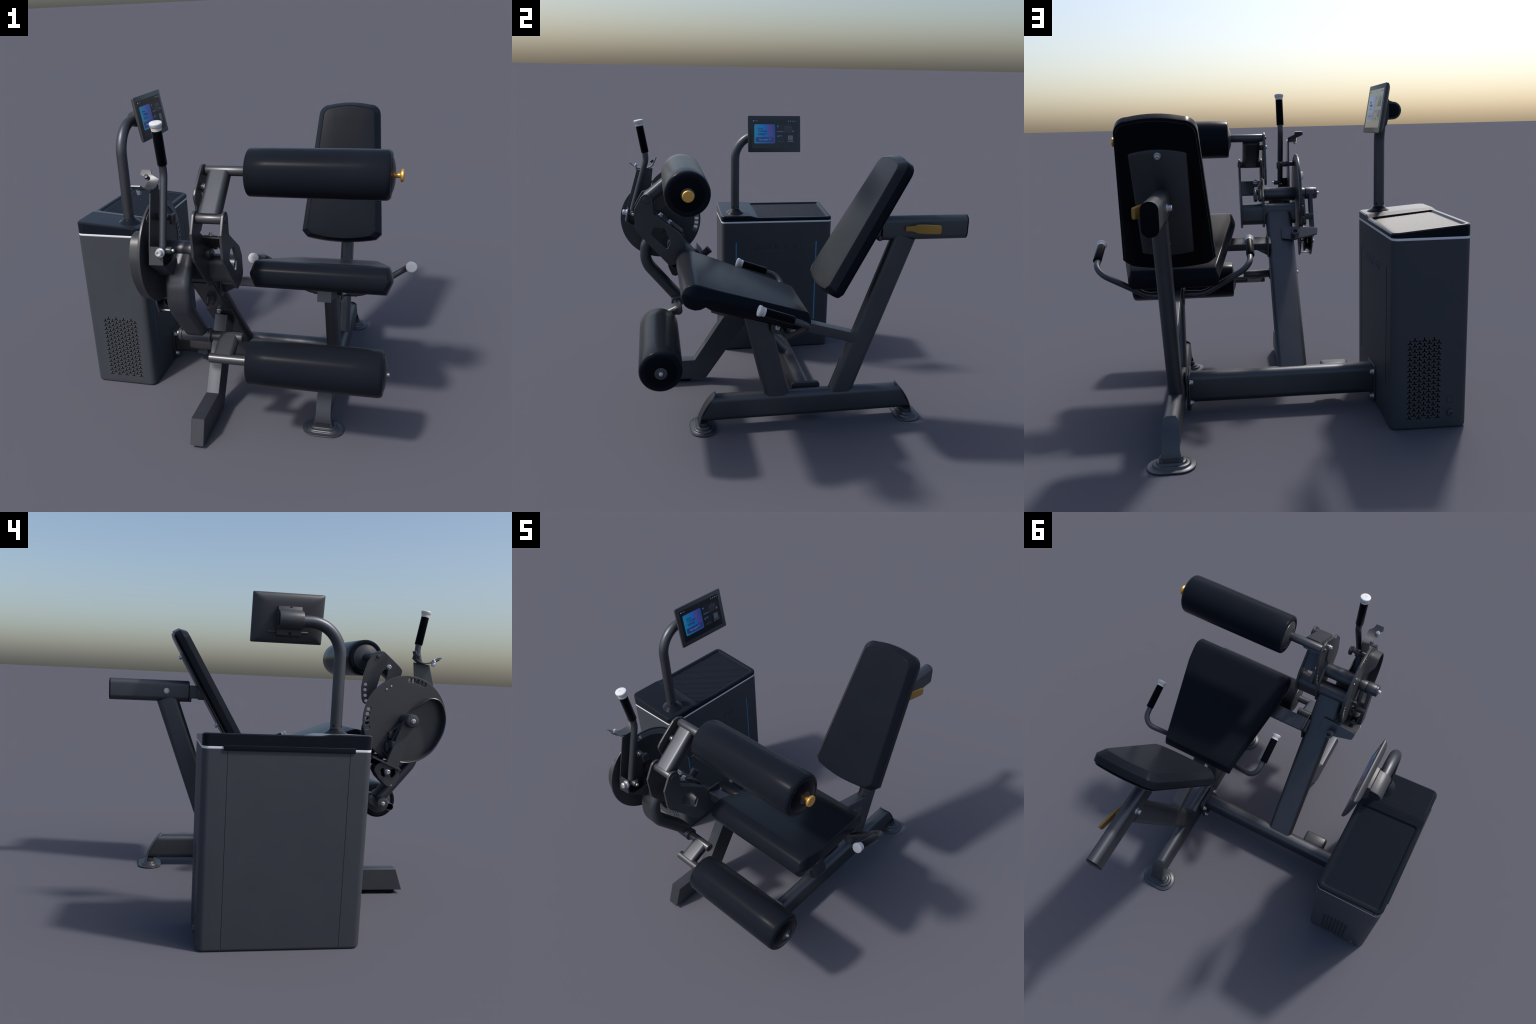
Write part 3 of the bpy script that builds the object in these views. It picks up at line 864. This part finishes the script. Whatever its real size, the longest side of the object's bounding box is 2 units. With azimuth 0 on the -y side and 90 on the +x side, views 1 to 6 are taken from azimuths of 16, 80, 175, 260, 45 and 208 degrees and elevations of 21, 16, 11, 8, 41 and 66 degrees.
def vents(xc, cols, ex, origin, rows=14):
    px, pz = 0.0245, 0.0283
    for i in range(cols):
        odd = i % 2
        for j in range(rows):
            u = (i - (cols - 1) / 2) * px + xc
            v = 0.062 + j * pz + (pz / 2 if odd else 0)
            cut_prism(y_shape((u, v)), origin, ex, Z, 0.018, 1)
vents(-0.758, 9, X, (0, CY0, 0))
vents(0.737, 7, -X, (0, CY1, 0), 15)
for y in (0.3815, -0.2015):                                # panel seams on the outer face
    cut_prism([(-0.001, 0.012), (0.001, 0.012), (0.001, 0.99), (-0.001, 0.99)], (CX0, y, 0), -Y, Z, 0.0025, 1)
slot_ys = (-0.207, 0.387)
for y in slot_ys:
    cut_prism(rect(0.0098, 0.622, 0.0045, 4), (CX1, y, 0.521), Y, Z, 0.006, 1)
# engraved word, drawn from strokes
def stroke(p, q, w=0.0048):
    p, q = Vector(p), Vector(q)
    d = (q - p).normalized(); s = Vector((-d.y, d.x)) * w / 2
    a, b = p - d * w / 2, q + d * w / 2
    return [tuple(v) for v in (a - s, b - s, b + s, a + s)]
H, W = 0.036, 0.040
def glyph(ch):
    if ch == "E": return [[(W, 0), (0, 0), (0, H), (W, H)], [(0.009, H / 2), (W, H / 2)]]
    if ch == "3": return [[(0, 0), (W, 0), (W, H), (0, H)], [(0, H / 2), (W - 0.009, H / 2)]]
    if ch == "V": return [[(0, H), (W * 0.40, 0), (W, H)]]
    if ch == "O": return [[(0, 0.0), (W, 0.0), (W, H), (0, H), (0, 0)]]
    if ch == "L": return [[(0, H), (0, 0), (W * 0.85, 0)]]
def miter_line(pts, w=0.0046):
    """Outline polygon of an open polyline with mitred corners."""
    P = [Vector(p) for p in pts]
    Lf, Rt = [], []
    for i, p in enumerate(P):
        if i == 0: d = (P[1] - p).normalized(); n_ = Vector((-d.y, d.x)); k = 1
        elif i == len(P) - 1: d = (p - P[i - 1]).normalized(); n_ = Vector((-d.y, d.x)); k = 1
        else:
            d0, d1 = (p - P[i - 1]).normalized(), (P[i + 1] - p).normalized()
            n0, n1 = Vector((-d0.y, d0.x)), Vector((-d1.y, d1.x))
            n_ = (n0 + n1).normalized(); k = 1 / max(0.35, n_.dot(n0))
        Lf.append(p + n_ * w / 2 * k); Rt.append(p - n_ * w / 2 * k)
    return [tuple(v) for v in Rt + Lf[::-1]]
for i, ch_ in enumerate("EVOLV3"):
    y0 = -0.068 + i * 0.0535
    for line in glyph(ch_):
        if ch_ == "O":
            for seg in (line[0:3], line[2:5]):
                pass
            segs = [[(0, 0), (W, 0), (W, H)], [(W - 0.0047, H), (0, H), (0, 0.0047)]]
        else:
            segs = [line]
        for seg in segs:
            cut_prism([(y0 + a, 0.782 + b) for a, b in miter_line(seg)], (CX1, 0, 0), Y, Z, 0.0022, 0)
cut_prism(rect(0.034, 0.041, 0.002, 2), (-0.8725, CY1, 0.1535), -X, Z, 0.0015, 0)   # mains switch recess
me = bpy.data.meshes.new("cutter")
me.from_pydata([tuple(v) for v in cut_v], [], cut_f)
me.materials.append(BODY); me.materials.append(DARK)
me.polygons.foreach_set("material_index", cut_m)
bm = bmesh.new(); bm.from_mesh(me); bmesh.ops.recalc_face_normals(bm, faces=bm.faces); bm.to_mesh(me); bm.free()
cutter = bpy.data.objects.new("cutter", me)
bpy.context.scene.collection.objects.link(cutter)
body.data.materials.append(DARK)
hollow = bpy.data.meshes.new("hollow")
hb = bmesh.new()
bmesh.ops.create_cube(hb, size=1.0)
for v in hb.verts:
    v.co = Vector((CMX + v.co.x * (CX1 - CX0 - 0.030), CMY + v.co.y * (CY1 - CY0 - 0.024), 0.49 + v.co.z * 0.94))
hb.to_mesh(hollow); hb.free()
hollow.materials.append(BODY); hollow.materials.append(DARK)
for p in hollow.polygons: p.material_index = 1
hollow_ob = bpy.data.objects.new("hollow", hollow)
bpy.context.scene.collection.objects.link(hollow_ob)
m0 = body.modifiers.new("hollow", "BOOLEAN")
m0.operation, m0.object, m0.solver, m0.material_mode = "DIFFERENCE", hollow_ob, "EXACT", "TRANSFER"
md = body.modifiers.new("cut", "BOOLEAN")
md.operation, md.object, md.solver = "DIFFERENCE", cutter, "EXACT"
md.material_mode = "TRANSFER"
bpy.context.view_layer.update()
newme = bpy.data.meshes.new_from_object(body.evaluated_get(bpy.context.evaluated_depsgraph_get()))
body.modifiers.clear()
old = body.data
body.data = newme
bpy.data.meshes.remove(old)
bpy.data.objects.remove(cutter)
bpy.data.objects.remove(hollow_ob)
for p in body.data.polygons: p.use_smooth = True
body.data.set_sharp_from_angle(angle=math.radians(30))
body.data.name = "cabinet"

for y in slot_ys:
    box("light_strip", (CX1 - 0.0055, y - 0.0046, 0.213), (CX1 - 0.0025, y + 0.0046, 0.829), BLUE, body, 0)
box("mains_switch", (-0.886, CY1 - 0.002, 0.136), (-0.859, CY1 + 0.0015, 0.171), BODY, body, 0.001)
lathe("power_socket", [(0, 0.019), (0.006, 0.018), (0.012, 0.016), (0.014, 0.012), (0.014, 0.008), (0.008, 0.007), (0.008, 0)], (-0.876, CY1 - 0.001, 0.084), Y, BEZEL, body)
loft("light_guide", [cab_ring(0.0015, 0.9745), cab_ring(0.0005, 0.976), cab_ring(0.0005, 0.9865), cab_ring(0.0015, 0.988)], TRIM, body)
box("service_band", (CX0 - 0.007, -0.2245, 0.9695), (CX0 + 0.010, 0.402, 0.9935), LID, body, 0.002)

# lid: height field over the rounded footprint, with ledge, ramp, tray and diagonal ribs
def rr_dist(px, py, cx, cy, hx_, hy_, r):
    qx, qy = abs(px - cx) - hx_ + r, abs(py - cy) - hy_ + r
    return math.hypot(max(qx, 0), max(qy, 0)) + min(max(qx, qy), 0) - r
TY0 = -0.062
def lid_height(x, y):
    s = (CX1 - x) / (CX1 - CX0)
    top = (1.0275 + 0.0295 * s) + ((1.0115 + 0.0375 * s) - (1.0275 + 0.0295 * s)) * sstep(-0.118, -0.042, y)
    d = -rr_dist(x, y, CMX, CMY, (CX1 - CX0) / 2, (CY1 - CY0) / 2, CR)
    top -= 0.006 * (1 - sstep(-0.001, 0.008, d)) 
    dt = -rr_dist(x, y, CMX, (TY0 + CY1 - 0.020) / 2, (CX1 - CX0) / 2 - 0.021, (CY1 - 0.020 - TY0) / 2, 0.022)
    if dt > 0:
        k = sstep(0, 0.012, dt)
        flat = (1.0115 + 0.0375 * s) - 0.0100
        top = top + (flat - top) * k
        if dt > 0.016:
            f = sstep(0.016, 0.019, dt)
            top += f * 0.0011 * math.sin(2 * math.pi * (x - y) / math.sqrt(2) / 0.0140)
    # hairline groove round the ledge
    dl = abs(rr_dist(x, y, CMX, (CY0 + 0.012 - 0.128) / 2, (CX1 - CX0) / 2 - 0.014, (-0.128 - CY0 - 0.012) / 2, 0.024))
    top -= 0.0012 * (1 - sstep(0.0, 0.003, dl))
    return top
NX, NY = 170, 360
verts, faces = [], []
Wd, Hd = CX1 - CX0, CY1 - CY0
for j in range(NY + 1):
    f = j / NY
    y = CY0 + Hd * (f - 0.030 * math.sin(2 * math.pi * f) / (2 * math.pi) * 3)
    e = max(0, CR - min(y - CY0, CY1 - y))
    hw = Wd / 2 - CR + math.sqrt(max(CR * CR - e * e, 0))
    for i in range(NX + 1):
        x = CMX + hw * (2 * i / NX - 1)
        verts.append((x, y, lid_height(x, y)))
for j in range(NY):
    for i in range(NX):
        a = j * (NX + 1) + i
        faces.append((a, a + 1, a + NX + 2, a + NX + 1))
edge = [i for i in range(NX + 1)] + [j * (NX + 1) + NX for j in range(1, NY + 1)] + [NY * (NX + 1) + i for i in range(NX - 1, -1, -1)] + [j * (NX + 1) for j in range(NY - 1, 0, -1)]
b0 = len(verts)
for k in edge:
    verts.append((verts[k][0], verts[k][1], 0.9875))
for k in range(len(edge)):
    l = (k + 1) % len(edge)
    faces.append((edge[l], edge[k], b0 + k, b0 + l))
faces.append(tuple(b0 + k for k in range(len(edge))))
lid = build("lid", verts, faces, LID, body, 50)

# ================================================================== 6. display and its stand
SXP, SYP = -0.670, -0.2065
stand = tube("display_stand", fillet_path([(SXP, SYP, 1.02), (SXP, SYP, 1.591), (SXP, 0.03, 1.591)], 0.165, 16, 0.97), 0.0300, FRAME, root, n=36)
lathe("stand_flange", [(1.015, 0.072), (1.030, 0.070), (1.040, 0.060), (1.048, 0.046), (1.056, 0.037), (1.062, 0.0335), (1.064, 0.030)], (SXP, SYP, 0), Z, LID, stand)
lathe("stand_collar", [(1.0955, 0.0296), (1.0958, 0.0304), (1.0965, 0.0306), (1.0972, 0.0304), (1.0975, 0.0296)], (SXP, SYP, 0), Z, FRAME, stand)
for a in (-40, 50, 140, 230):
    d = Vector((math.cos(math.radians(a)), math.sin(math.radians(a)), 0))
    cyl("set_screw", Vector((SXP, SYP, 1.078)) + d * 0.026, Vector((SXP, SYP, 1.078)) + d * 0.0305, 0.006, DARK, stand, 0.0005, 14)
mt = [(-0.600, 1.668), (-0.640, 1.662), (-0.645, 1.648), (-0.662, 1.642)]
mt += [(-0.664 + 0.0455 * math.cos(math.radians(a)), 1.596 + 0.0455 * math.sin(math.radians(a))) for a in range(90, 271, 15)]
mt += [(-0.640, 1.549), (-0.634, 1.522), (-0.602, 1.514)]
mm = flat_mesh("display_mount", [mt], 0.124, 0.003)
mm.transform(frame_matrix((0, 0.056, 0), X, Z))
mm.materials.clear()
mount = finish(mm, "display_mount", BEZEL, root)
mi = [(-0.664 + 0.036 * math.cos(math.radians(a)), 1.596 + 0.036 * math.sin(math.radians(a))) for a in range(90, 271, 15)] + [(-0.645, 1.560), (-0.645, 1.632)]
mm = flat_mesh("mount_cover", [mi], 0.004, 0.001)
mm.transform(frame_matrix((0, 0.1195, 0), X, Z)); mm.materials.clear()
finish(mm, "mount_cover", LID, mount)
for z in (1.655, 1.530):
    cyl("set_screw", (-0.632, 0.052, z), (-0.6425 if z > 1.6 else -0.638, 0.052, z), 0.007, DARK, mount, 0.0005, 14)

SC = Vector((-0.5805, 0.057, 1.6085))
SU, SV = Y, Vector((-0.161, 0, 0.987)).normalized()
SN = SU.cross(SV)
def scr(u, v, n):
    return SC + SU * u + SV * v + SN * n
SW, SH = 0.371, 0.250
def s_ring(w, h, r, n, dv=0.0):
    return [scr(a, b + dv, n) for a, b in rect(w, h, r, 5)]
disp = loft("display", [s_ring(SW - 0.19, SH - 0.16, 0.02, -0.0345, 0.012), s_ring(SW - 0.13, SH - 0.105, 0.018, -0.0340, 0.010), s_ring(SW - 0.085, SH - 0.066, 0.016, -0.0315, 0.007), s_ring(SW - 0.045, SH - 0.034, 0.012, -0.0265, 0.003), s_ring(SW - 0.018, SH - 0.014, 0.009, -0.0195, 0.001), s_ring(SW - 0.003, SH - 0.003, 0.007, -0.0125), s_ring(SW, SH, 0.007, -0.009),
                        s_ring(SW, SH, 0.007, -0.002), s_ring(SW - 0.003, SH - 0.003, 0.006, 0.0)], BEZEL, root, angle=50)
box("display_foot", (-0.105, -0.072, -0.040), (0.105, -0.060, -0.030), BEZEL, disp, 0.004, frame_matrix(SC, SU, SV))
SM = frame_matrix(SC, SU, SV)
def px(x_, y_):
    """Position on the display face from the layout grid (715 x 500 units)."""
    return ((x_ - 604) / 715 * SW, (395 - y_) / 500 * SH)
def face_rect(name, x0, y0, x1, y1, r, level, mat):
    a, b = px(x0, y1), px(x1, y0)
    w, h = b[0] - a[0], b[1] - a[1]
    pts = [((a[0] + b[0]) / 2 + p, (a[1] + b[1]) / 2 + q) for p, q in rect(w, h, r, 4)]
    return plate(name, [pts], 0.0008, SM @ Matrix.Translation((0, 0, level * 0.0003)), mat, disp, 0)
def face_disc(name, x0, y0, rad, level, mat):
    c = px(x0, y0)
    return plate(name, [circle(rad / 715 * SW, 20, c)], 0.0008, SM @ Matrix.Translation((0, 0, level * 0.0003)), mat, disp, 0)
def face_text(name, body_text, x0, y0, height, level, mat):
    cu = bpy.data.curves.new(name, "FONT")
    cu.body = body_text
    cu.size = height / 500 * SH
    cu.extrude = 0.0003
    ob = bpy.data.objects.new("tmp", cu)
    bpy.context.scene.collection.objects.link(ob)
    bpy.context.view_layer.update()
    m_ = bpy.data.meshes.new_from_object(ob.evaluated_get(bpy.context.evaluated_depsgraph_get()))
    bpy.data.objects.remove(ob); bpy.data.curves.remove(cu)
    c = px(x0, y0)
    m_.transform(SM @ Matrix.Translation((c[0], c[1], level * 0.0003)))
    m_.materials.clear()
    return finish(m_, name, mat, disp)
face_rect("screen", 300, 195, 912, 592, 0.002, 1, GLASS)
face_rect("screen_card", 332, 262, 616, 524, 0.008, 2, CARD)
face_rect("screen_button", 350, 438, 602, 508, 0.004, 3, BUTTON)
face_rect("screen_tile", 640, 264, 886, 384, 0.004, 2, TILE)
face_rect("screen_tile", 640, 402, 752, 522, 0.004, 2, TILE)
face_rect("screen_tile", 770, 402, 886, 522, 0.004, 2, TILE)
face_text("screen_text", "Free", 381, 334, 38, 4, NAVY)
face_text("screen_text", "Training", 381, 367, 38, 4, NAVY)
face_text("screen_text", "Get start", 396, 483, 34, 5, PALE)
for y0, x1 in ((386, 490), (396, 484), (406, 492)):
    face_rect("screen_rule", 382, y0, x1, y0 + 4, 0.0004, 4, NAVY)
face_rect("screen_rule", 642, 359, 730, 367, 0.001, 4, GREY)
face_rect("screen_rule", 644, 494, 735, 504, 0.001, 4, FIGURE)
face_rect("screen_rule", 782, 496, 872, 503, 0.001, 4, GREY)
face_rect("screen_rule", 345, 213, 382, 220, 0.001, 4, GREY)
face_rect("screen_rule", 596, 212, 616, 217, 0.001, 4, FIGURE)
face_disc("screen_icon", 323, 217, 8, 4, PALE)
for x0 in (800, 830, 860, 889):
    face_disc("screen_icon", x0, 218, 5.5, 4, PALE)
face_disc("screen_icon", 653, 290, 11, 4, CYAN)
face_disc("screen_icon", 654, 425, 11, 4, CYAN)
face_rect("screen_picture", 672, 409, 708, 432, 0.001, 4, BUTTON)
face_rect("screen_code_panel", 792, 415, 858, 484, 0.001, 4, STRIP)
# stand-in for the muscle figure: shoulders, chest, waist blocks
for (a, b, c_, d_) in ((742, 288, 792, 322), (796, 288, 848, 322), (764, 324, 793, 342), (797, 324, 826, 342), (766, 345, 793, 360), (797, 345, 824, 360), (768, 362, 793, 376), (797, 362, 822, 376), (738, 326, 756, 372), (834, 326, 852, 372)):
    face_rect("screen_figure", a, b, c_, d_, 0.004, 4, FIGURE)
face_rect("screen_figure", 784, 272, 806, 290, 0.004, 4, FIGURE)
# small arrows
for x0, y0 in ((538, 468), (860, 360)):
    a = px(x0, y0)
    k = 0.0052
    ar = [(a[0] + p * k, a[1] + q * k) for p, q in ((-1, -0.8), (-0.8, -1), (0.7, 0.5), (0.7, -0.3), (1, -0.3), (1, 1), (-0.3, 1), (-0.3, 0.7), (0.5, 0.7))]
    plate("screen_arrow", [ar], 0.0008, SM @ Matrix.Translation((0, 0, 0.0015)), PALE, disp, 0)

bpy.data.objects.remove(bolt_proto)
